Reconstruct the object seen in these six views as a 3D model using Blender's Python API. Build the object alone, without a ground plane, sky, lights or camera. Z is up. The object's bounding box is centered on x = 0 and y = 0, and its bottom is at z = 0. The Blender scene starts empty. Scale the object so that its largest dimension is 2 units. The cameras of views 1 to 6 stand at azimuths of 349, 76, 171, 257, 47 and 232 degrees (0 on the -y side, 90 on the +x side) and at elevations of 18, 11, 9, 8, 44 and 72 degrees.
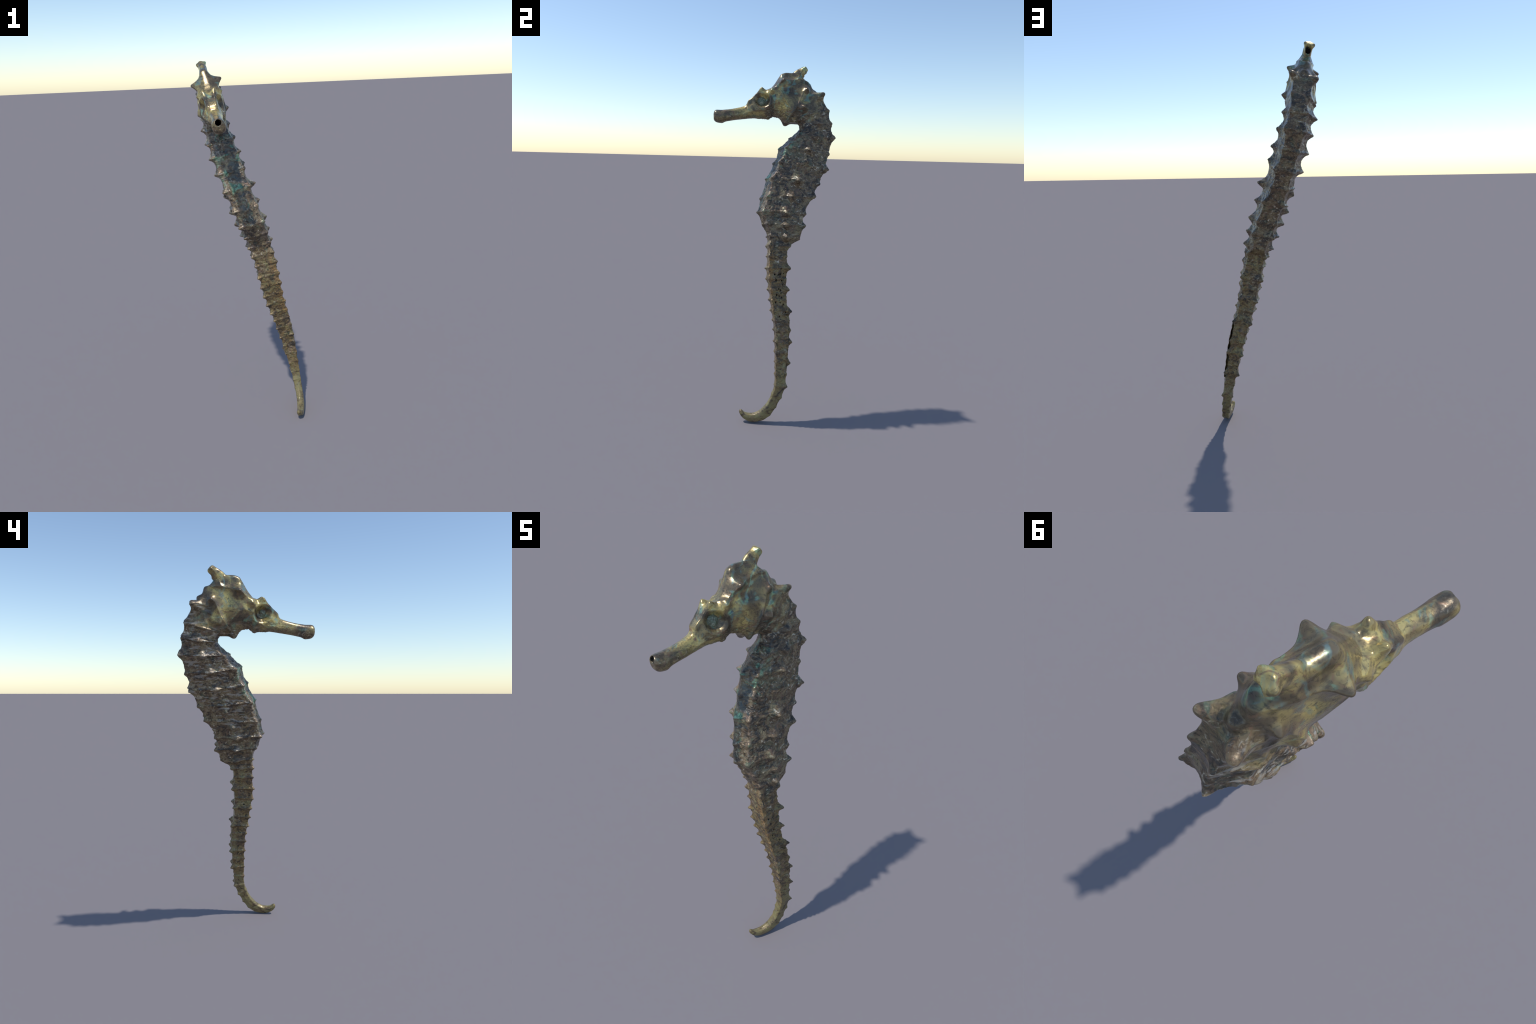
"""Dried seahorse, standing on its curled tail tip.

The animal is planar: everything is described by (y, z) in its plane of symmetry
plus a lateral distance.  Trunk and tail are one loft through bony rings, the head
is a second loft from the snout to the nape, the coronet is a third.  They are
fused into one skin, roughened, then separated into anatomical regions.
"""
import bpy, bmesh, math, random
import numpy as np
from mathutils import Vector, noise

random.seed(7)
RNG = np.random.default_rng(7)

# ------------------------------------------------------------------ frame
N = np.array([1.0, -0.109, 0.227]); N /= np.linalg.norm(N)

def world(y, z, l):
    y = np.asarray(y, float); z = np.asarray(z, float); l = np.asarray(l, float)
    base = np.stack([0.235 + 0.109 * y - 0.227 * z, y, z], -1)
    return base + l[..., None] * N

def local(P):
    """world -> (y, z, lateral) of the animal's own plane"""
    l = (P[:, 0] - 0.235 - 0.109 * P[:, 1] + 0.227 * P[:, 2]) / 1.0312
    return P[:, 1] - l * N[1], P[:, 2] - l * N[2], l

def hermite(x, y, xi):
    """monotone (PCHIP-like) interpolation of the columns of y"""
    x = np.asarray(x, float); y = np.asarray(y, float)
    if y.ndim == 1:
        y = y[:, None]
    h = np.diff(x)[:, None]; d = np.diff(y, axis=0) / h
    m = np.zeros_like(y)
    a, b = d[:-1], d[1:]
    w1 = 2 * h[1:] + h[:-1]; w2 = h[1:] + 2 * h[:-1]
    with np.errstate(divide='ignore', invalid='ignore'):
        mm = (w1 + w2) / (w1 / a + w2 / b)
    m[1:-1] = np.where(a * b > 0, mm, 0.0)
    m[0], m[-1] = d[0], d[-1]
    k = np.clip(np.searchsorted(x, xi) - 1, 0, len(x) - 2)
    t = ((xi - x[k]) / (x[k + 1] - x[k]))[:, None]; hh = h[k]
    return ((2*t**3 - 3*t**2 + 1) * y[k] + (t**3 - 2*t**2 + t) * hh * m[k]
            + (-2*t**3 + 3*t**2) * y[k + 1] + (t**3 - t**2) * hh * m[k + 1])

def catmull(x, y, xi):
    x = np.asarray(x, float); y = np.asarray(y, float)
    h = np.diff(x)[:, None]
    m = np.zeros_like(y)
    m[1:-1] = (y[2:] - y[:-2]) / (h[1:] + h[:-1])
    m[0] = (y[1] - y[0]) / h[0]; m[-1] = (y[-1] - y[-2]) / h[-1]
    k = np.clip(np.searchsorted(x, xi) - 1, 0, len(x) - 2)
    t = ((xi - x[k]) / (x[k + 1] - x[k]))[:, None]; hh = h[k]
    return ((2*t**3 - 3*t**2 + 1) * y[k] + (t**3 - 2*t**2 + t) * hh * m[k]
            + (-2*t**3 + 3*t**2) * y[k + 1] + (t**3 - t**2) * hh * m[k + 1])

def loft_mesh(name, rows):
    """rows: (n, m, 3) closed rings -> capped mesh object"""
    n, m, _ = rows.shape
    verts = list(map(tuple, rows.reshape(-1, 3)))
    faces = []
    for i in range(n - 1):
        for j in range(m):
            a, b = i * m + j, i * m + (j + 1) % m
            faces.append((a, b, b + m, a + m))
    c0 = len(verts); verts.append(tuple(rows[0].mean(0)))
    c1 = len(verts); verts.append(tuple(rows[-1].mean(0)))
    for j in range(m):
        faces.append((c0, (j + 1) % m, j))
        faces.append((c1, (n - 1) * m + j, (n - 1) * m + (j + 1) % m))
    me = bpy.data.meshes.new(name)
    me.from_pydata(verts, [], faces)
    me.update()
    bm = bmesh.new(); bm.from_mesh(me)
    bmesh.ops.recalc_face_normals(bm, faces=bm.faces)
    bm.to_mesh(me); bm.free()
    return me

SPINES = []          # (base, tip, radius) of every spine, for splitting the skin

def raise_spine(pts, base, tip, radius, power=1.35, record=True):
    """pull the skin round `base` up to `tip` as a concave-sided thorn"""
    d = np.linalg.norm(pts - base, axis=-1)
    k = np.clip(1 - d / radius, 0, 1) ** power
    pts += k[..., None] * (tip - base)
    if record:
        SPINES.append((base.copy(), tip.copy(), radius))

# ------------------------------------------------------------------ trunk and tail
# ring: Dorsal y z, Ventral y z, side shift, half widths dorsal / middle / ventral,
#       place of the ventral ridge along the depth, ridge strength, spines D M V K
RINGS = [
 # Dy    Dz     Vy     Vz     m      wd    wm    wv    av   rg   sD    sM    sV    sK    skew
 (.200, 1.872, .095, 1.800, -.003, .028, .038, .026, .18, 0.0, .000, .000, .000, .000, .000),
 (.262, 1.822, .075, 1.735, -.003, .047, .060, .036, .16, 0.6, .032, .000, .000, .000, -.005),
 (.306, 1.738, .105, 1.690, -.004, .040, .062, .044, .16, 0.8, .011, .000, .000, .000, -.016),
 (.321, 1.667, .138, 1.650, -.007, .035, .060, .046, .16, 0.8, .012, .022, .000, .000, -.020),
 (.328, 1.585, .079, 1.587, -.010, .040, .068, .058, .15, 1.0, .036, .024, .014, .006, -.012),
 (.302, 1.490, .017, 1.525, -.009, .034, .071, .064, .13, 1.0, .012, .030, .020, .008, -.007),
 (.276, 1.402, -.018, 1.441, -.005, .038, .072, .065, .10, 1.0, .029, .034, .018, .008, -.002),
 (.236, 1.318, -.065, 1.351, .001, .036, .072, .064, .10, 1.0, .014, .034, .026, .009, .002),
 (.196, 1.243, -.102, 1.241, .012, .042, .073, .064, .11, 1.0, .029, .038, .020, .009, .006),
 (.141, 1.145, -.123, 1.158, .024, .044, .072, .062, .10, 1.0, .016, .030, .018, .010, .005),
 (.127, 1.078, -.101, 1.088, .032, .042, .068, .058, .10, 1.0, .030, .022, .014, .003, .000),
 (.108, 1.006, -.078, 1.025, .036, .030, .062, .056, .08, 0.8, .000, .020, .016, .000, .000),
 (.042, 0.964, -.075, 0.972, .039, .043, .056, .056, .04, 0.8, .016, .010, .018, .000, .000),
 (.030, 0.910, -.073, 0.914, .041, .043, .053, .055, .02, 0.8, .000, .000, .018, .000, .000),
 (.027, 0.845, -.078, 0.848, .039, .042, .052, .054, .01, 1.0, .028, .000, .018, .000, .000),
 (.022, 0.786, -.078, 0.788, .037, .040, .049, .052, .01, 0.8, .000, .000, .017, .000, .000),
 (.021, 0.728, -.071, 0.728, .035, .039, .047, .050, .01, 1.0, .024, .000, .016, .000, .000),
 (.020, 0.670, -.065, 0.670, .037, .038, .045, .048, .01, 0.8, .000, .000, .014, .000, .000),
 (.027, 0.611, -.060, 0.611, .041, .037, .043, .045, .01, 1.0, .025, .000, .013, .000, .000),
 (.031, 0.558, -.053, 0.558, .045, .036, .041, .043, .01, 0.7, .000, .000, .010, .000, .000),
 (.031, 0.506, -.049, 0.506, .047, .034, .040, .041, .01, 0.8, .012, .000, .009, .000, .000),
 (.027, 0.441, -.049, 0.441, .048, .032, .037, .038, .01, 1.0, .024, .000, .007, .000, .000),
 (.020, 0.385, -.050, 0.385, .046, .029, .034, .034, .01, 0.6, .000, .000, .005, .000, .000),
 (.016, 0.329, -.052, 0.329, .044, .028, .032, .031, .01, 0.9, .021, .000, .005, .000, .000),
 (.006, 0.262, -.055, 0.262, .043, .025, .028, .027, .03, 0.6, .004, .000, .003, .000, .000),
 (.000, 0.198, -.060, 0.203, .040, .023, .026, .025, .05, 0.7, .012, .000, .000, .000, .000),
 (-.026, 0.136, -.077, 0.158, .035, .021, .024, .023, .08, 0.5, .008, .000, .000, .000, .000),
 (-.056, 0.084, -.096, 0.119, .030, .019, .023, .021, .12, 0.4, .005, .000, .000, .000, .000),
 (-.090, 0.038, -.122, 0.088, .025, .017, .022, .020, .14, 0.2, .003, .000, .000, .000, .000),
 (-.138, 0.007, -.150, 0.063, .016, .015, .022, .019, .16, 0.0, .000, .000, .000, .000, .000),
 (-.193, 0.0005, -.187, 0.049, .006, .013, .021, .018, .18, 0.0, .000, .000, .000, .000, .000),
 (-.236, 0.018, -.226, 0.053, -.003, .012, .018, .016, .20, 0.0, .000, .000, .000, .000, .000),
 (-.256, 0.042, -.244, 0.067, -.007, .009, .014, .012, .20, 0.0, .000, .000, .000, .000, .000),
 (-.260, 0.055, -.253, 0.069, -.008, .003, .005, .004, .20, 0.0, .000, .000, .000, .000, .000),
]
R = np.array(RINGS)
RING_N = len(R)

def section(wd, wm, wv, av, skew):
    """outline of a bony ring: keel, ventral ridge, flank ridge, dorsal ridge.
    columns: depth 0 ventral .. 1 dorsal, lateral."""
    am = 0.56
    flat = np.clip((.085 - av) / .06, 0, 1)          # tail rings have a flat, square belly
    pts = np.array([
        (0.0, 0.0),
        (av * .52 - .004 * flat, wv * .52),
        (av - .016 * flat, wv),
        ((av + am) / 2, (wv + wm) / 2 * .985),
        (am, wm),
        ((am + .97) / 2 + .02, (wm + wd) / 2 * .945),
        (.995, wd),
        (.968, wd * .55),
        (.960, 0.0)])
    lean = np.array([.3, .6, .8, .9, 1, .6, 0, 0, 0]) * skew
    left = pts * [1, -1]
    left[:, 1] += lean
    pts[:, 1] += lean * .15
    pts[3, 1] *= 1.05 - .05 * flat                   # the right flank is fuller
    pts[2, 1] *= 1.03
    pts[5, 1] *= 1.08 - .08 * flat
    return np.vstack([pts, left[-2:0:-1]])

def body_rows(step=0.0032, m=150):
    seg = np.linalg.norm(np.diff((R[:, 0:2] + R[:, 2:4]) / 2, axis=0), axis=1)
    s = np.r_[0, np.cumsum(seg)]
    si = np.linspace(0, s[-1], int(s[-1] / step))
    C = catmull(s, R[:, 0:9], si)
    C[:, 5:9] = hermite(s, R[:, 5:9], si)
    # the dorsal and ventral edges step at the fin, keep them free of overshoot
    C[:, 0:4] = 0.5 * C[:, 0:4] + 0.5 * hermite(s, R[:, 0:4], si)
    t = np.interp(si, s, np.arange(RING_N))
    rg = np.interp(si, s, R[:, 9]); skew = np.interp(si, s, R[:, 14])
    # sharp raised band at each ring, sunken skin between
    near = np.abs(t - np.round(t))
    dist = near * np.gradient(s)[np.clip(np.round(t).astype(int), 0, RING_N - 1)]
    band = np.exp(-(dist / .0060) ** 2) * rg
    sink = np.clip(1 - near * 2, 0, 1) ** .8 - .8          # -1 midway, 0 at ring
    rows = np.zeros((len(si), m, 3))
    ang = np.linspace(0, 1, m, endpoint=False)
    for i in range(len(si)):
        Dy, Dz, Vy, Vz, mm, wd, wm, wv, av = C[i]
        f = section(wd, wm, wv, av, skew[i])
        depth = math.hypot(Dy - Vy, Dz - Vz)
        g = f * [depth, 1]
        g2 = np.vstack([g, g[:1]])
        L = np.r_[0, np.cumsum(np.linalg.norm(np.diff(g2, axis=0), axis=1))]; L /= L[-1]
        q = np.stack([np.interp(ang, L, g2[:, k]) for k in range(2)], -1)
        for _ in range(1):                                   # round the ridges a little
            q = .5 * q + .25 * (np.roll(q, 1, 0) + np.roll(q, -1, 0))
        c = np.array([depth * .5, 0.0])
        rad = q - c
        rl = np.linalg.norm(rad, axis=1, keepdims=True)
        # the raised band is broken up along its way round the body
        brk = .35 + .65 * np.clip(.5 + 1.3 * np.sin(ang * 23 + 2.1 * t[i]) * np.sin(ang * 41 + 5.3 * t[i]), 0, 1)
        # crisp ribs across the flank plates, strongest on the left side
        on_flank = np.clip((np.abs(q[:, 1]) - .5 * wv) / (.4 * wv + 1e-6), 0, 1)
        lf = on_flank * (q[:, 1] < mm * 0)
        rib = .0042 * brk + lf * (.0055 - .0025 * brk)
        thin = math.exp(-(dist[i] / .0038) ** 2) * rg[i] * .0045
        push = thin * lf + band[i] * rib + sink[i] * rg[i] * (.003 + .0025 * on_flank + .002 * lf) * (.45 if av < .05 else 1)
        q = c + rad * (1 + np.minimum(rl, .05) / .05 * push[:, None] / rl)
        a = q[:, 0] / depth
        rows[i] = world(Vy + (Dy - Vy) * a, Vz + (Dz - Vz) * a, mm + q[:, 1])
    return rows, C, t

FLANK_GAIN = {(4, -1): .70, (5, -1): .75, (6, 1): 1.2, (7, 1): 1.2}
FLANK_SLIP = {(6, 1): -.030, (7, -1): .036, (8, -1): .030}
rows, C, T = body_rows()
for k in range(RING_N):
    Dy, Dz, Vy, Vz, mm, wd, wm, wv, av, rg, sD, sM, sV, sK, sk = R[k]
    u = np.array([Dy - Vy, Dz - Vz]); depth = np.hypot(*u); u /= depth
    # tailward direction in the plane
    if k < RING_N - 1:
        w = (R[k + 1, 0:2] + R[k + 1, 2:4] - R[k, 0:2] - R[k, 2:4]); w /= np.hypot(*w)
    tail_zone = k >= 12
    def at(a, b, out_u=0., out_l=0., out_w=0.):
        yz = np.array([Vy, Vz]) + u * (a * depth + out_u) + w * out_w
        return world(yz[0], yz[1], mm + b + out_l)
    for side in (1, -1):
        j = lambda: 1 + random.uniform(-.30, .18)
        if sD > 0:
            L = sD * j()
            b = (.975, side * wd * .95)
            raise_spine(rows, at(*b), at(*b, L * .80, side * L * (.66 if not tail_zone else .80), L * .05),
                        .018 + L * .60 if not tail_zone else .016 + L * .50, 1.5 if not tail_zone else 1.2, record=L > .009)
        if sM > 0:
            L = sM * j() * FLANK_GAIN.get((k, side), 1.0)
            b = (.56, side * wm * .97 + sk * (1 if side < 0 else .15))
            slip = FLANK_SLIP.get((k, side), 0.0)          # spines that sit off their ring
            raise_spine(rows, at(*b, 0, 0, slip), at(*b, L * .1, side * L, L * .2 + slip), .028 + L * .4, 1.8, record=L > .009)
        if sV > 0:
            L = sV * j() * (1.25 if side < 0 and not tail_zone else .74 if tail_zone else 1)
            b = (av, side * wv * .97 + sk * (.8 if side < 0 else .1))
            raise_spine(rows, at(*b), at(*b, -L * .40, side * L * .85, L * .15),
                        .017 + L * .45 if not tail_zone else .018 + L * .4, 1.5 if not tail_zone else 1.15, record=L > .009)
    if sK > 0:
        raise_spine(rows, at(0, 0), at(0, 0, -sK, 0, sK * .4), .024, record=False)
body = loft_mesh("body", rows)

# ------------------------------------------------------------------ head
HH = np.array([0, .12, .30, .50, .70, .88, 1.0])
HEAD = [
 # y      z low   z top   half widths at the heights HH
 (-.3575, 1.680, 1.720, .006, .016, .022, .024, .022, .015, .005),
 (-.3520, 1.671, 1.728, .010, .022, .028, .030, .028, .020, .007),
 (-.3380, 1.664, 1.732, .012, .025, .031, .033, .031, .022, .008),
 (-.3120, 1.661, 1.732, .012, .024, .031, .033, .030, .022, .009),
 (-.2900, 1.670, 1.734, .011, .022, .028, .030, .028, .021, .010),
 (-.2500, 1.678, 1.740, .011, .021, .027, .028, .026, .020, .010),
 (-.2000, 1.686, 1.752, .012, .021, .027, .028, .026, .020, .011),
 (-.1740, 1.690, 1.762, .012, .023, .030, .031, .028, .022, .013),
 (-.1580, 1.692, 1.786, .012, .025, .033, .034, .028, .026, .019),
 (-.1250, 1.696, 1.812, .014, .029, .039, .040, .033, .028, .022),
 (-.0850, 1.694, 1.842, .014, .034, .047, .049, .042, .036, .024),
 (-.0450, 1.694, 1.848, .014, .036, .053, .057, .054, .046, .022),
 (-.0100, 1.708, 1.880, .016, .037, .054, .060, .058, .040, .016),
 (.0220, 1.700, 1.926, .016, .039, .057, .064, .058, .036, .014),
 (.0400, 1.688, 1.950, .016, .040, .059, .066, .057, .034, .014),
 (.0750, 1.672, 1.959, .028, .050, .062, .066, .054, .031, .015),
 (.1200, 1.672, 1.958, .030, .052, .064, .064, .050, .029, .016),
 (.1600, 1.676, 1.936, .028, .050, .064, .062, .048, .030, .017),
 (.1950, 1.690, 1.898, .016, .044, .060, .058, .046, .034, .018),
 (.2250, 1.715, 1.866, .016, .038, .052, .052, .046, .036, .018),
 (.2450, 1.745, 1.838, .010, .026, .034, .036, .032, .024, .010),
]

def head_lean(z):
    """the jaw and snout hang a little to the left of the crown"""
    return np.interp(z, [1.76, 1.88], [-.009, -.001])

def head_rows(step=.0036, m=110):
    H = np.array(HEAD)
    yi = np.arange(H[0, 0], H[-1, 0], step)
    S = hermite(H[:, 0], H[:, 1:], yi)
    ang = np.linspace(0, 1, m, endpoint=False)
    rows = np.zeros((len(yi), m, 3))
    hf = np.linspace(0, 1, 41)
    for i, y in enumerate(yi):
        lo, hi = S[i, 0], S[i, 1]
        w = hermite(HH, S[i, 2:], hf)[:, 0]
        half = np.stack([w, lo + (hi - lo) * hf], -1)
        half = np.vstack([[0, lo], half, [0, hi]])
        full = np.vstack([half, (half * [-1, 1])[-2:0:-1]])
        g2 = np.vstack([full, full[:1]])
        L = np.r_[0, np.cumsum(np.linalg.norm(np.diff(g2, axis=0), axis=1))]; L /= L[-1]
        q = np.stack([np.interp(ang, L, g2[:, k]) for k in range(2)], -1)
        for _ in range(3):
            q = .5 * q + .25 * (np.roll(q, 1, 0) + np.roll(q, -1, 0))
        rows[i] = world(np.full(m, y), q[:, 1], q[:, 0] + head_lean(q[:, 1]) * np.clip((y + .24) / .12, .15, 1))
    return rows

hr = head_rows()
EYE_Y, EYE_Z, EYE_L = -.079, 1.784, .029

HY, HZ, HL = (a.reshape(hr.shape[:2]) for a in local(hr.reshape(-1, 3)))

def skin_at(y, z, side):
    """lateral position of the head's skin at (y, z)"""
    d = np.hypot(HY - y, HZ - z) + 9.0 * (HL * side < 0)
    return HL.ravel()[np.argmin(d)]

def head_spine(y, z, lat, side, radius, power=1.7, rise=0.0, back=0.0):
    b = world(y - back, z - rise, skin_at(y - back, z - rise, side))
    raise_spine(hr, b, world(y, z, side * lat - .002), radius, power)

for side in (1, -1):
    head_spine(-.082, 1.860, .034, side, .030, 1.6, .022, -.004)      # brow
    head_spine(-.027, 1.837, .071, side, .034, 1.6, .002)             # behind the eye
    head_spine(.042, 1.896, .082, side, .048, 1.9, .006)              # crown
    head_spine(.158 if side > 0 else .138, 1.743, .088 if side > 0 else .098, side, .046, 1.9, 0, .008)  # gill cover
    head_spine(.182, 1.850, .068, side, .036, 1.6, .0, .006)          # behind the coronet
raise_spine(hr, world(-.046, 1.700, .0), world(-.049, 1.686, .0), .020, record=False)
raise_spine(hr, world(.058, 1.692, -.030), world(.055, 1.663, -.044), .036, 1.5, record=False)   # loose corner of the left gill cover
raise_spine(hr, world(.070, 1.685, .020), world(.066, 1.668, .022), .026, record=False)
raise_spine(hr, world(.196, 1.885, -.003), world(.210, 1.902, -.003), .030, record=False)
raise_spine(hr, world(.232, 1.848, -.003), world(.248, 1.856, -.003), .026, record=False)
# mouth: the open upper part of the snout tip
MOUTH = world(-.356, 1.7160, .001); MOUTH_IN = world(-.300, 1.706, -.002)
head = loft_mesh("head", hr)

# ------------------------------------------------------------------ coronet
def coronet_rows():
    keys = np.array([
        # along, radius in plane, radius lateral
        (0.000, .024, .016), (.30, .032, .020), (.55, .0295, .0190), (.74, .024, .020),
        (.88, .021, .027), (.97, .018, .027), (1.0, .012, .020)])
    a = np.array([.110, 1.922]); b = np.array([.189, 1.988]); ax = (b - a) / np.hypot(*(b - a))
    pr = np.array([-ax[1], ax[0]])
    ti = np.linspace(0, 1, 26); K = hermite(keys[:, 0], keys[:, 1:], ti)
    out = []
    for t, (rp, rl) in zip(ti, K):
        th = np.linspace(0, 2 * math.pi, 56, endpoint=False)
        star = 1 + .13 * np.clip((t - .6) / .4, 0, 1) * np.cos(5 * th + .4)
        c = a + (b - a) * t
        p = rp * np.cos(th) * star; q = rl * np.sin(th) * star
        out.append(world(c[0] + pr[0] * p, c[1] + pr[1] * p, q - .001))
    return np.array(out)
coronet = loft_mesh("coronet", coronet_rows())

# ------------------------------------------------------------------ fuse to one skin
bm = bmesh.new()
for me in (body, head, coronet):
    bm.from_mesh(me)
skin = bpy.data.meshes.new("skin"); bm.to_mesh(skin); bm.free()
helper = bpy.data.objects.new("helper", skin)
bpy.context.scene.collection.objects.link(helper)
mod = helper.modifiers.new("fuse", 'REMESH'); mod.mode = 'VOXEL'; mod.voxel_size = 0.0024
dg = bpy.context.evaluated_depsgraph_get()
fused = bpy.data.meshes.new_from_object(helper.evaluated_get(dg), depsgraph=dg)
bpy.data.objects.remove(helper)
for me in (body, head, coronet, skin):
    bpy.data.meshes.remove(me)

nv = len(fused.vertices)
P = np.empty(nv * 3); fused.vertices.foreach_get("co", P); P = P.reshape(-1, 3)
E_ = np.empty(len(fused.edges) * 2, int); fused.edges.foreach_get("vertices", E_); E_ = E_.reshape(-1, 2)

def smooth(P, k, it):
    deg = np.bincount(E_.ravel(), minlength=nv)[:, None]
    for _ in range(it):
        acc = np.zeros_like(P)
        for c in range(3):
            acc[:, c] = np.bincount(E_[:, 0], P[E_[:, 1], c], nv) + np.bincount(E_[:, 1], P[E_[:, 0], c], nv)
        P = P + k * (acc / deg - P)
    return P

def normals(P):
    fused.vertices.foreach_set("co", P.ravel()); fused.update()
    out = np.empty(nv * 3); fused.vertices.foreach_get("normal", out)
    return out.reshape(-1, 3)

skull = np.clip((local(P)[1] - 1.70) / .05, 0, 1)[:, None]
P = smooth(P, .5, 2)
P = P + skull * (smooth(P, .5, 8) - P)
NR = normals(P)
y, z, l = local(P)
mid = np.interp(z, R[::-1, 1], R[::-1, 4])

# --- crests and hollows of the skull, drawn on (y, z) and mirrored
def line_distance(path):
    p = np.array(path); best = np.full(nv, 9.0)
    for a, b in zip(p[:-1], p[1:]):
        ab = b - a
        t = np.clip(((y - a[0]) * ab[0] + (z - a[1]) * ab[1]) / (ab @ ab), 0, 1)
        best = np.minimum(best, np.hypot(y - a[0] - t * ab[0], z - a[1] - t * ab[1]))
    return best
flank = np.clip((np.abs(l + .005) - .012) / .012, 0, 1)
carve = np.zeros(nv)
for path, high, wide in (
    ([(-.078, 1.862), (-.045, 1.846), (-.010, 1.850), (.040, 1.892), (.090, 1.900), (.150, 1.908), (.195, 1.900)], .0065, .0085),  # eave
    ([(.160, 1.965), (.147, 1.944), (.131, 1.912)], .005, .008),
    ([(.180, 1.850), (.158, 1.835), (.145, 1.807), (.124, 1.761), (.103, 1.730), (.077, 1.702), (.062, 1.675)], .0085, .0085),     # gill edge
    ([(.285, 1.832), (.234, 1.826), (.200, 1.820)], .006, .010),
    ([(.280, 1.826), (.244, 1.806), (.216, 1.775), (.200, 1.735)], .004, .010),
    ([(-.020, 1.796), (.010, 1.806), (.040, 1.797), (.062, 1.770), (.085, 1.735)], .0035, .008),
    ([(-.170, 1.716), (-.110, 1.730), (-.060, 1.738), (-.030, 1.760)], .0045, .008),
    ([(-.160, 1.782), (-.125, 1.808), (-.085, 1.848)], .005, .008)):
    carve += high * np.exp(-(line_distance(path) / wide) ** 1.3)
for cy, cz, ry, rz, deep in (
    (.050, 1.845, .040, .030, .0060), (.110, 1.855, .030, .034, .0075), (.075, 1.925, .045, .016, .0045),
    (-.012, 1.815, .018, .022, .0045), (.215, 1.855, .022, .018, .006), (.180, 1.795, .020, .030, .005),
    (.105, 1.690, .022, .014, .004), (-.005, 1.758, .030, .022, .003), (.240, 1.775, .020, .018, .003)):
    carve -= deep * np.exp(-((y - cy) / ry) ** 2 - ((z - cz) / rz) ** 2)
dd = np.hypot((y - EYE_Y) / 1.06, z - EYE_Z)
carve += (-np.where(l < 0, .031, .026) * np.exp(-(dd / .034) ** 4) + .004 * np.exp(-((dd - .043) / .008) ** 2)) * (np.abs(l) > .014)
P = P + (carve * flank)[:, None] * NR
P = smooth(P, .4, 2)
NR = normals(P)
y, z, l = local(P)

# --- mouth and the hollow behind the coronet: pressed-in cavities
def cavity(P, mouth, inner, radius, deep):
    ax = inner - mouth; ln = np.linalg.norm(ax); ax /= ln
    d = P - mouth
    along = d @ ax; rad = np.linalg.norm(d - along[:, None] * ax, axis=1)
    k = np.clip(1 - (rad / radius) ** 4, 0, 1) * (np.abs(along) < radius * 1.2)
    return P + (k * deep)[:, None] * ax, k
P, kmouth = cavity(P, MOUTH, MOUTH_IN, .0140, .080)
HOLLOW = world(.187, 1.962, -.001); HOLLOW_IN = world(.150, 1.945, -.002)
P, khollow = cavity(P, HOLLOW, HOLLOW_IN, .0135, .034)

# --- surface relief
def fbm(P, scale, octaves=3, seed=0.0):
    o = Vector((seed, seed * 1.7, -seed))
    return np.array([noise.fractal(Vector(p) * scale + o, 1.0, 2.0, octaves) for p in P])
def cells(P, scale, seed=0.0):
    o = Vector((seed, seed * 1.7, -seed))
    return np.array([noise.voronoi(Vector(p) * scale + o)[0][0] for p in P])

rough = np.clip((1.74 - z) / .08, 0, 1) * np.clip((z - .16) / .12, 0, 1)
rough = np.where((y < .13) & (z > 1.64), .12, rough)          # head is polished
rough = np.maximum(rough, .10) * np.where(l < mid - .03, .72, 1)
side_face = np.clip((np.abs(l - mid) - .018) / .02, 0, 1)
n1 = fbm(P, 38, 3, 3.1); n2 = fbm(P * [1, 1, 2.2], 95, 2, 8.7)
c1 = cells(P * [1, 1, 1.5], 80, 2.0)
disp = (.0032 * n1 + .0011 * n2) * rough + .0024 * (.45 - c1) * rough * side_face
jaw = np.exp(-((y + .02) / .11) ** 2 - ((z - 1.715) / .030) ** 2)
disp += jaw * (.0040 * n2 + .0045 * (.45 - c1))
# pitted plates on the right flank of the tail
pit = np.zeros(nv)
right = (l - mid) > .018
for _ in range(24):
    pz = RNG.uniform(.30, .90) if RNG.random() > .75 else RNG.uniform(.60, .84)
    py = RNG.uniform(-.045, .020)
    r_ = RNG.uniform(.003, .0055)
    d = np.hypot(y - py, (z - pz) * .85)
    pit = np.maximum(pit, np.clip(1 - (d / r_) ** 2, 0, 1) * right)
for _ in range(6):
    pz = RNG.uniform(.22, .80); py = RNG.uniform(-.04, .015); r_ = RNG.uniform(.003, .005)
    d = np.hypot(y - py, (z - pz) * .85)
    pit = np.maximum(pit, np.clip(1 - (d / r_) ** 2, 0, 1) * ((l - mid) < -.016) * .8)
disp -= pit * .010
P = P + disp[:, None] * NR
P = smooth(P, .25, 1)

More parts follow.
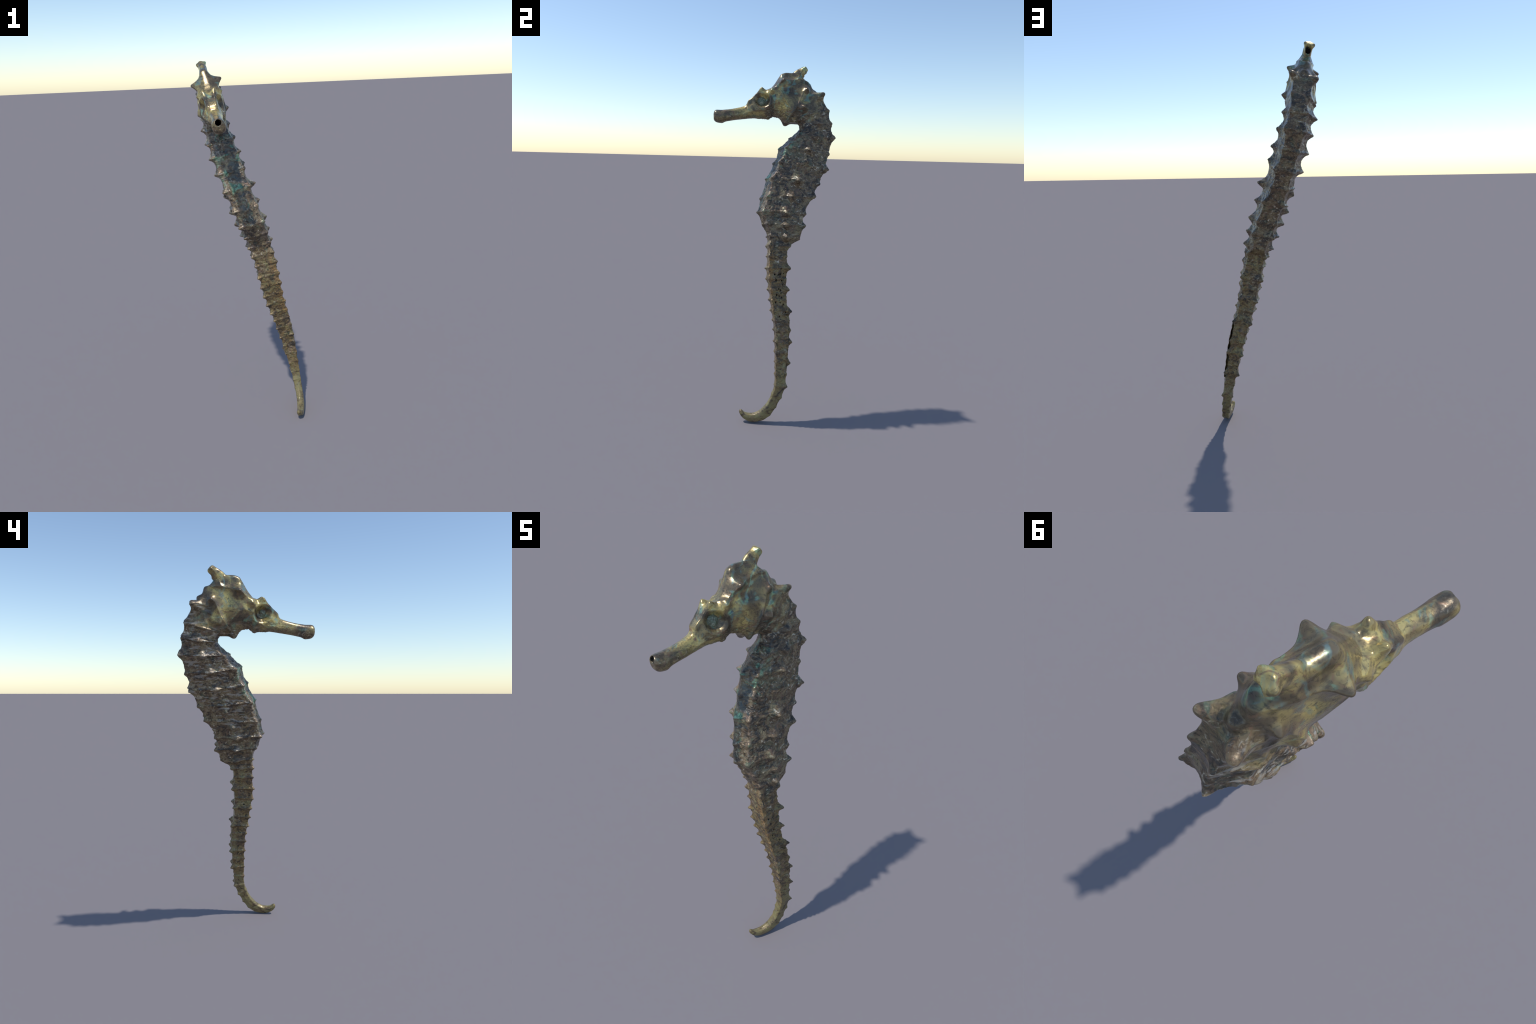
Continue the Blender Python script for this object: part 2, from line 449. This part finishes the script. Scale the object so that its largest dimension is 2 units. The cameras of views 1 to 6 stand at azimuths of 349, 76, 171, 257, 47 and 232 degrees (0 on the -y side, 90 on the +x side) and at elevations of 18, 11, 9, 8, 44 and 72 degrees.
# ------------------------------------------------------------------ split into regions
NR = normals(P)
y, z, l = local(P)
region = np.full(nv, 'trunk', dtype=object)
region[z < .985 + (y - 0) * .35] = 'tail'
headmask = (z > 1.66) & (y < .135 + (z - 1.70) * .62)
region[headmask] = 'head'
region[headmask & (y < -.168 + (z - 1.76) * .2)] = 'snout'
region[(z > 1.70) & (z - 1.962 > -(y - .140) * .8) & (z > 1.93)] = 'coronet'
region[pit > .42] = 'pore'
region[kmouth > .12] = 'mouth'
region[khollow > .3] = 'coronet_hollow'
for i, (b, t, r_) in enumerate(SPINES):
    ax = t - b; ln = np.linalg.norm(ax); ax /= ln
    d = P - b
    along = d @ ax; rad = np.linalg.norm(d - along[:, None] * ax, axis=1)
    pick = (along > ln * .38) & (along < ln * 1.5) & (rad < r_ * .55)
    pick &= np.isin(region, ['trunk', 'tail', 'head'])
    region[pick] = 'spine:%03d' % i

fused.vertices.foreach_set("co", P.ravel()); fused.update()
nf = len(fused.polygons)
FV = np.empty(len(fused.loops), int); fused.loops.foreach_get("vertex_index", FV)
FS = np.empty(nf, int); fused.polygons.foreach_get("loop_start", FS)
FT = np.empty(nf, int); fused.polygons.foreach_get("loop_total", FT)
face_region = region[FV[FS]]

root = bpy.data.objects.new("seahorse", None)
bpy.context.scene.collection.objects.link(root)
root.location = (0.17, -0.19, 0.0)
root["label"] = "dried seahorse with glossy bony rings and curled tail"
root["category"] = "seahorse"
bpy.context.view_layer.update()

# ------------------------------------------------------------------ materials
def material(name):
    m = bpy.data.materials.new(name); m.use_nodes = True
    nt = m.node_tree; nt.nodes.clear()
    out = nt.nodes.new('ShaderNodeOutputMaterial'); bs = nt.nodes.new('ShaderNodeBsdfPrincipled')
    nt.links.new(bs.outputs[0], out.inputs[0])
    return m, nt, bs

class Tree:
    """small helper that reads as arithmetic on node sockets"""
    def __init__(s, nt):
        s.nt = nt
    def new(s, kind, **kw):
        n = s.nt.nodes.new(kind)
        for k, v in kw.items():
            setattr(n, k, v)
        return n
    def put(s, sock, v):
        if isinstance(v, bpy.types.NodeSocket):
            s.nt.links.new(v, sock)
        else:
            sock.default_value = v
    def math(s, op, a, b=0.0, c=None, clamp=False):
        n = s.new('ShaderNodeMath', operation=op, use_clamp=clamp)
        s.put(n.inputs[0], a); s.put(n.inputs[1], b)
        if c is not None:
            s.put(n.inputs[2], c)
        return n.outputs[0]
    def step(s, v, lo, hi, a=0.0, b=1.0):
        n = s.new('ShaderNodeMapRange', interpolation_type='SMOOTHSTEP')
        s.put(n.inputs[0], v)
        for i, q in enumerate((lo, hi, a, b)):
            s.put(n.inputs[i + 1], q)
        return n.outputs[0]
    def mix(s, f, a, b, mode='MIX'):
        n = s.new('ShaderNodeMix', data_type='RGBA', blend_type=mode)
        s.put(n.inputs[0], f)
        for sock, v in ((n.inputs[6], a), (n.inputs[7], b)):
            s.put(sock, (*v, 1.0) if isinstance(v, tuple) and len(v) == 3 else v)
        return n.outputs[2]
    def ramp(s, v, stops):
        n = s.new('ShaderNodeValToRGB'); e = n.color_ramp.elements
        while len(e) < len(stops):
            e.new(0.5)
        for el, (p, c) in zip(e, stops):
            el.position = p; el.color = (*c, 1.0)
        s.put(n.inputs[0], v)
        return n.outputs[0]
    def noise(s, vec, scale, detail=3.0, rough=.55, dist=0.0):
        n = s.new('ShaderNodeTexNoise'); s.put(n.inputs['Vector'], vec)
        n.inputs['Scale'].default_value = scale; n.inputs['Detail'].default_value = detail
        n.inputs['Roughness'].default_value = rough; n.inputs['Distortion'].default_value = dist
        return n
    def shift(s, vec, loc, scale=(1, 1, 1)):
        n = s.new('ShaderNodeMapping'); s.put(n.inputs[0], vec)
        n.inputs['Location'].default_value = loc; n.inputs['Scale'].default_value = scale
        return n.outputs[0]

UMBER = (.032, .025, .018); BROWN = (.115, .080, .046); OLIVE = (.185, .165, .085)
GOLD = (.34, .275, .11); TEAL = (.07, .19, .125); SLATE = (.068, .070, .064)
PALE = (.39, .335, .24); ROSE = (.25, .155, .105); MINT = (.28, .48, .30)

def skin_material(name, tan=0.0):
    m, nt, bs = material(name); t = Tree(nt)
    co = t.new('ShaderNodeTexCoord').outputs['Object']
    xyz = t.new('ShaderNodeSeparateXYZ'); t.put(xyz.inputs[0], co)
    X, Y, Z = xyz.outputs
    lat = t.math('DIVIDE', t.math('ADD', t.math('MULTIPLY_ADD', Z, .227, -.235),
                                  t.math('MULTIPLY_ADD', Y, -.109, X)), 1.0312)
    big = t.noise(co, 8, 3, .55, .8).outputs['Fac']
    midn = t.noise(t.shift(co, (3, 1, 2), (1, 1, 1.5)), 17, 4, .62, 1.3).outputs['Fac']
    fine = t.noise(t.shift(co, (7, 5, 1), (1, 1, 1.4)), 38, 4, .62, 1.2).outputs['Fac']
    grain = t.noise(t.shift(co, (2, 8, 4), (1, 1, 1.3)), 85, 3, .6, .8).outputs['Fac']
    irid = t.noise(t.shift(co, (11, 2, 5)), 13, 3, .5, 1.6).outputs['Fac']
    irid2 = t.noise(t.shift(co, (1, 12, 9)), 26, 3, .55, 1.2).outputs['Fac']
    # zones along the animal
    head = t.math('MULTIPLY', t.step(Z, 1.66, 1.76), t.step(Y, .30, .16))
    tail = t.step(Z, 1.10, .88)
    tip = t.step(Z, .38, .08)
    # front of the trunk: distance from the ventral line
    fy = t.math('ADD', t.math('MULTIPLY', t.math('SUBTRACT', Z, 1.25), .52), -.115)
    front = t.math('MULTIPLY', t.step(t.math('SUBTRACT', Y, fy), .085, .0),
                   t.math('MULTIPLY', t.step(Z, 1.06, 1.18), t.step(Z, 1.68, 1.62)))
    # body: mottled umber, slate and brown
    body = t.ramp(midn, [(.30, (.048, .035, .024)), (.40, (.072, .063, .052)), (.46, (.135, .086, .048)), (.54, (.185, .132, .074)), (.66, (.27, .21, .115))])
    body = t.mix(t.math('MULTIPLY', t.step(fine, .56, .66), .8), body, PALE)
    body = t.mix(t.math('MULTIPLY', t.step(fine, .46, .36), .85), body, UMBER)
    body = t.mix(t.math('MULTIPLY', t.step(grain, .48, .38), .5), body, (.035, .027, .018))
    body = t.mix(t.math('MULTIPLY', t.step(grain, .60, .70), .5), body, PALE)
    body = t.mix(t.step(fine, .645, .70), body, (.58, .52, .41))
    # pale streaks running round the plates of the left flank
    streak = t.noise(t.shift(co, (4, 4, 4), (1, 1.2, 5.0)), 17, 3, .55, .35).outputs['Fac']
    streak = t.math('MULTIPLY', t.step(streak, .54, .62), t.math('MULTIPLY', t.step(lat, -.035, -.05), .55))
    body = t.mix(streak, body, (.40, .38, .34))
    # tail: warm brown, olive and ochre
    tl = t.ramp(midn, [(.30, (.05, .036, .022)), (.43, (.135, .09, .045)), (.52, (.23, .15, .058)), (.62, (.24, .20, .09)), (.74, GOLD)])
    tl = t.mix(t.step(fine, .58, .72), tl, (.28, .245, .17))
    tl = t.mix(t.step(fine, .45, .33), tl, UMBER)
    tl = t.mix(t.math('MULTIPLY', t.step(grain, .50, .38), .6), tl, (.035, .028, .02))
    col = t.mix(t.math('MULTIPLY', tail, t.step(big, .30, .50)), body, tl)
    col = t.mix(t.math('MULTIPLY', tip, t.step(midn, .36, .60)), col, (.23, .195, .085))
    # head: olive and gold with grey-brown clouds
    hd = t.ramp(big, [(.34, (.085, .068, .046)), (.45, (.17, .132, .08)), (.53, (.32, .25, .115)), (.64, (.58, .46, .17))])
    hd = t.mix(t.math('MULTIPLY', t.step(midn, .45, .33), .6), hd, (.07, .058, .042))
    hd = t.mix(t.step(irid2, .56, .74), hd, (.23, .13, .065))
    hd = t.mix(t.math('MULTIPLY', t.step(grain, .52, .38), .35), hd, (.05, .044, .034))
    col = t.mix(head, col, hd)
    # teal, mint, slate and rose patches from noise
    f1 = t.math('MULTIPLY', t.step(irid, t.math('MULTIPLY_ADD', front, -.07, .54), .66), t.math('MULTIPLY_ADD', front, .8, t.math('MULTIPLY_ADD', head, .45, .10)))
    col = t.mix(f1, col, t.mix(t.step(irid2, .42, .58), t.mix(head, TEAL, (.20, .33, .32)), MINT))
    f2 = t.math('MULTIPLY', t.step(irid, .45, .34), t.math('MULTIPLY_ADD', front, .6, .10))
    col = t.mix(f2, col, t.mix(t.step(irid2, .42, .56), SLATE, (.075, .105, .10)))
    f3 = t.math('MULTIPLY', t.step(irid2, .56, .70), .5)
    col = t.mix(f3, col, ROSE)
    # rubbed, rosy crest along the two ventral ridges
    crest_y = t.ramp(t.math('MULTIPLY', Z, .5), [(.40, (.43,) * 3), (.52, (.44,) * 3), (.577, (.40,) * 3), (.62, (.43,) * 3),
                                                 (.685, (.467,) * 3), (.725, (.512,) * 3), (.765, (.565,) * 3), (.80, (.63,) * 3)])
    crest = t.math('ABSOLUTE', t.math('SUBTRACT', t.math('SUBTRACT', Y, t.math('MULTIPLY', lat, -.106)),
                                      t.math('SUBTRACT', crest_y, .5)))
    crest = t.math('MULTIPLY', t.step(crest, .020, .004), t.step(t.math('ABSOLUTE', t.math('SUBTRACT', lat, .01)), .045, .06))
    crest = t.math('MULTIPLY', crest, t.math('MULTIPLY', t.step(fine, .42, .58), .65))
    col = t.mix(crest, col, t.mix(tail, (.25, .17, .115), (.34, .19, .065)))
    if tan:
        col = t.mix(t.math('MULTIPLY', t.step(midn, .30, .55), tan), col, (.20, .145, .085))
    t.put(bs.inputs['Base Color'], col)
    rough = t.math('MULTIPLY_ADD', grain, .40, .20)
    rough = t.math('SUBTRACT', rough, t.math('MULTIPLY', head, .09))
    t.put(bs.inputs['Roughness'], rough)
    t.put(bs.inputs['Metallic'], t.math('MULTIPLY_ADD', head, .30, t.math('MULTIPLY_ADD', f1, .3, .20)))
    bs.inputs['Specular IOR Level'].default_value = .4
    bs.inputs['Coat Weight'].default_value = .15
    bs.inputs['Coat Roughness'].default_value = .12
    # fine grain
    v = t.new('ShaderNodeTexVoronoi', feature='F1'); t.put(v.inputs['Vector'], t.shift(co, (0, 0, 0), (1, 1, 1.5)))
    v.inputs['Scale'].default_value = 120
    bump = t.new('ShaderNodeBump'); bump.inputs['Distance'].default_value = .0025
    t.put(bump.inputs['Strength'], t.math('MULTIPLY_ADD', head, -.30, .42))
    t.put(bump.inputs['Height'], t.math('ADD', grain, t.math('MULTIPLY', v.outputs['Distance'], .3)))
    t.put(bs.inputs['Normal'], bump.outputs[0])
    return m

SKIN = skin_material("seahorse_skin")
SPINE = skin_material("spine_skin", .35)

def plain(name, c, rough=.5, var=.4, scale=60):
    m, nt, bs = material(name); t = Tree(nt)
    co = t.new('ShaderNodeTexCoord').outputs['Object']
    n = t.noise(co, scale, 4, .6, .5).outputs['Fac']
    dark = tuple(x * (1 - var) for x in c); lite = tuple(min(1, x * (1 + var)) for x in c)
    t.put(bs.inputs['Base Color'], t.ramp(n, [(.35, dark), (.65, lite)]))
    bs.inputs['Roughness'].default_value = rough
    return m
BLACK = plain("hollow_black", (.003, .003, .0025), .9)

def eye_material():
    m, nt, bs = material("eye_dried"); t = Tree(nt)
    co = t.new('ShaderNodeTexCoord').outputs['Object']
    n = t.noise(co, 70, 4, .6, 1.0).outputs['Fac']
    c = t.ramp(n, [(.32, (.05, .035, .025)), (.44, (.13, .115, .07)), (.54, (.14, .18, .11)), (.66, (.32, .33, .25))])
    t.put(bs.inputs['Base Color'], c)
    bs.inputs['Roughness'].default_value = .35
    b = t.new('ShaderNodeBump'); b.inputs['Distance'].default_value = .003; b.inputs['Strength'].default_value = .8
    t.put(b.inputs['Height'], n); t.put(bs.inputs['Normal'], b.outputs[0])
    return m
EYE = eye_material()

# ------------------------------------------------------------------ build the parts
def attach(ob, parent):
    bpy.context.scene.collection.objects.link(ob)
    ob.parent = parent
    if parent is root:          # parts keep the world frame as their own
        ob.matrix_parent_inverse = root.matrix_world.inverted()

PARTS = {}
def part_from_faces(name, faces, mat, parent):
    loops = np.concatenate([FV[FS[f]:FS[f] + FT[f]] for f in faces])
    used, inv = np.unique(loops, return_inverse=True)
    polys, k = [], 0
    for f in faces:
        polys.append(tuple(int(q) for q in inv[k:k + FT[f]])); k += FT[f]
    me = bpy.data.meshes.new(name)
    me.from_pydata([tuple(p) for p in P[used]], [], polys)
    me.update()
    me.polygons.foreach_set("use_smooth", np.ones(len(polys), bool))
    me.normals_split_custom_set_from_vertices([tuple(q) for q in NR[used]])
    me.materials.append(mat)
    ob = bpy.data.objects.new(name, me)
    attach(ob, parent)
    return ob

def centre(f):
    return P[FV[FS[f]]]
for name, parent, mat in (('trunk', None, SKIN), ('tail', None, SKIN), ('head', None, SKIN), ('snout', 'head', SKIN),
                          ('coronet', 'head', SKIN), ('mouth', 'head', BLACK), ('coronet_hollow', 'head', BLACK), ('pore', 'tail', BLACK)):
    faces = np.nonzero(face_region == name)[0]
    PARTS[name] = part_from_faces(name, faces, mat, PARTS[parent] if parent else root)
    if name == 'pore':
        PARTS[name]["kind"] = "stuff"
for key in sorted(k for k in set(face_region) if k.startswith('spine')):
    faces = np.nonzero(face_region == key)[0]
    if len(faces) < 6:
        continue
    c = P[FV[FS[faces]]].mean(0)
    yy, zz, ll = local(c[None])
    host = 'head' if (zz[0] > 1.66 and yy[0] < .19 + (zz[0] - 1.75) * .3) else ('trunk' if zz[0] > .985 else 'tail')
    part_from_faces('spine', faces, SPINE, PARTS[host])

# eyes: shrunken wrinkled balls in the sockets, the left one sunk deeper
for side, lat_, rad_ in ((1, .0335, .0290), (-1, .0245, .0250)):
    bm = bmesh.new(); bmesh.ops.create_icosphere(bm, subdivisions=4, radius=1)
    for v in bm.verts:
        n_ = noise.fractal(v.co * 2.2 + Vector((side * 5, 0, 0)), 1, 2, 3)
        q = v.co * (1 + .09 * n_)
        v.co = Vector(world(EYE_Y + q.y * rad_, EYE_Z + q.z * rad_ * .95, side * (lat_ - .017) - .007 + q.x * .0165))
    me = bpy.data.meshes.new("eye"); bm.to_mesh(me); bm.free()
    me.polygons.foreach_set("use_smooth", np.ones(len(me.polygons), bool))
    me.materials.append(EYE)
    attach(bpy.data.objects.new("eye", me), PARTS['head'])

# ------------------------------------------------------------------ loose plates on the tail
def loose_plate(name, z_hi, z_lo, front, back, side, clear, seed):
    """thin ragged sheet of skin standing off the tail's flank"""
    nz, nw = 90, 14
    rnd = np.random.default_rng(seed)
    jag = np.interp(np.linspace(0, 1, nz), np.linspace(0, 1, 26), rnd.uniform(-1, 1, 26))
    zi = np.linspace(z_hi, z_lo, nz)
    mz = np.interp(zi, R[::-1, 1], R[::-1, 4]); wz = np.interp(zi, R[::-1, 1], R[::-1, 6])
    dz = np.interp(zi, R[::-1, 1], R[::-1, 0])
    verts = []
    for shell in (0, 1):
        for i in range(nz):
            endt = min(1, min(i, nz - 1 - i) / 7)
            for j in range(nw):
                f = j / (nw - 1)
                yv = dz[i] + front + (back + jag[i] * .0055 - front) * f * (.35 + .65 * endt)
                th = .0042 * (1 - .75 * f)
                lv = wz[i] - .006 + (clear + .006) * min(1, f * 1.5) ** .8
                lv += .0012 * math.sin(i * .55) + .0008 * jag[i] - shell * th
                verts.append(tuple(world(yv, zi[i] + .002 * jag[i] * f, mz[i] + side * lv)))
    faces = []; o2 = nz * nw
    for i in range(nz - 1):
        for j in range(nw - 1):
            a = i * nw + j
            faces.append((a, a + 1, a + nw + 1, a + nw)); faces.append((o2 + a, o2 + a + nw, o2 + a + nw + 1, o2 + a + 1))
    rim = [j for j in range(nw)] + [i * nw + nw - 1 for i in range(1, nz)] + \
          [(nz - 1) * nw + j for j in range(nw - 2, -1, -1)] + [i * nw for i in range(nz - 2, 0, -1)]
    for a, b in zip(rim, rim[1:] + rim[:1]):
        faces.append((b, a, o2 + a, o2 + b))
    me = bpy.data.meshes.new(name); me.from_pydata(verts, [], faces); me.update()
    bm = bmesh.new(); bm.from_mesh(me); bmesh.ops.recalc_face_normals(bm, faces=bm.faces); bm.to_mesh(me); bm.free()
    me.materials.append(SKIN)
    attach(bpy.data.objects.new(name, me), PARTS['tail'])
loose_plate("loose_plate", .600, .285, -.040, -.008, 1, .006, 3)

bpy.data.meshes.remove(fused)
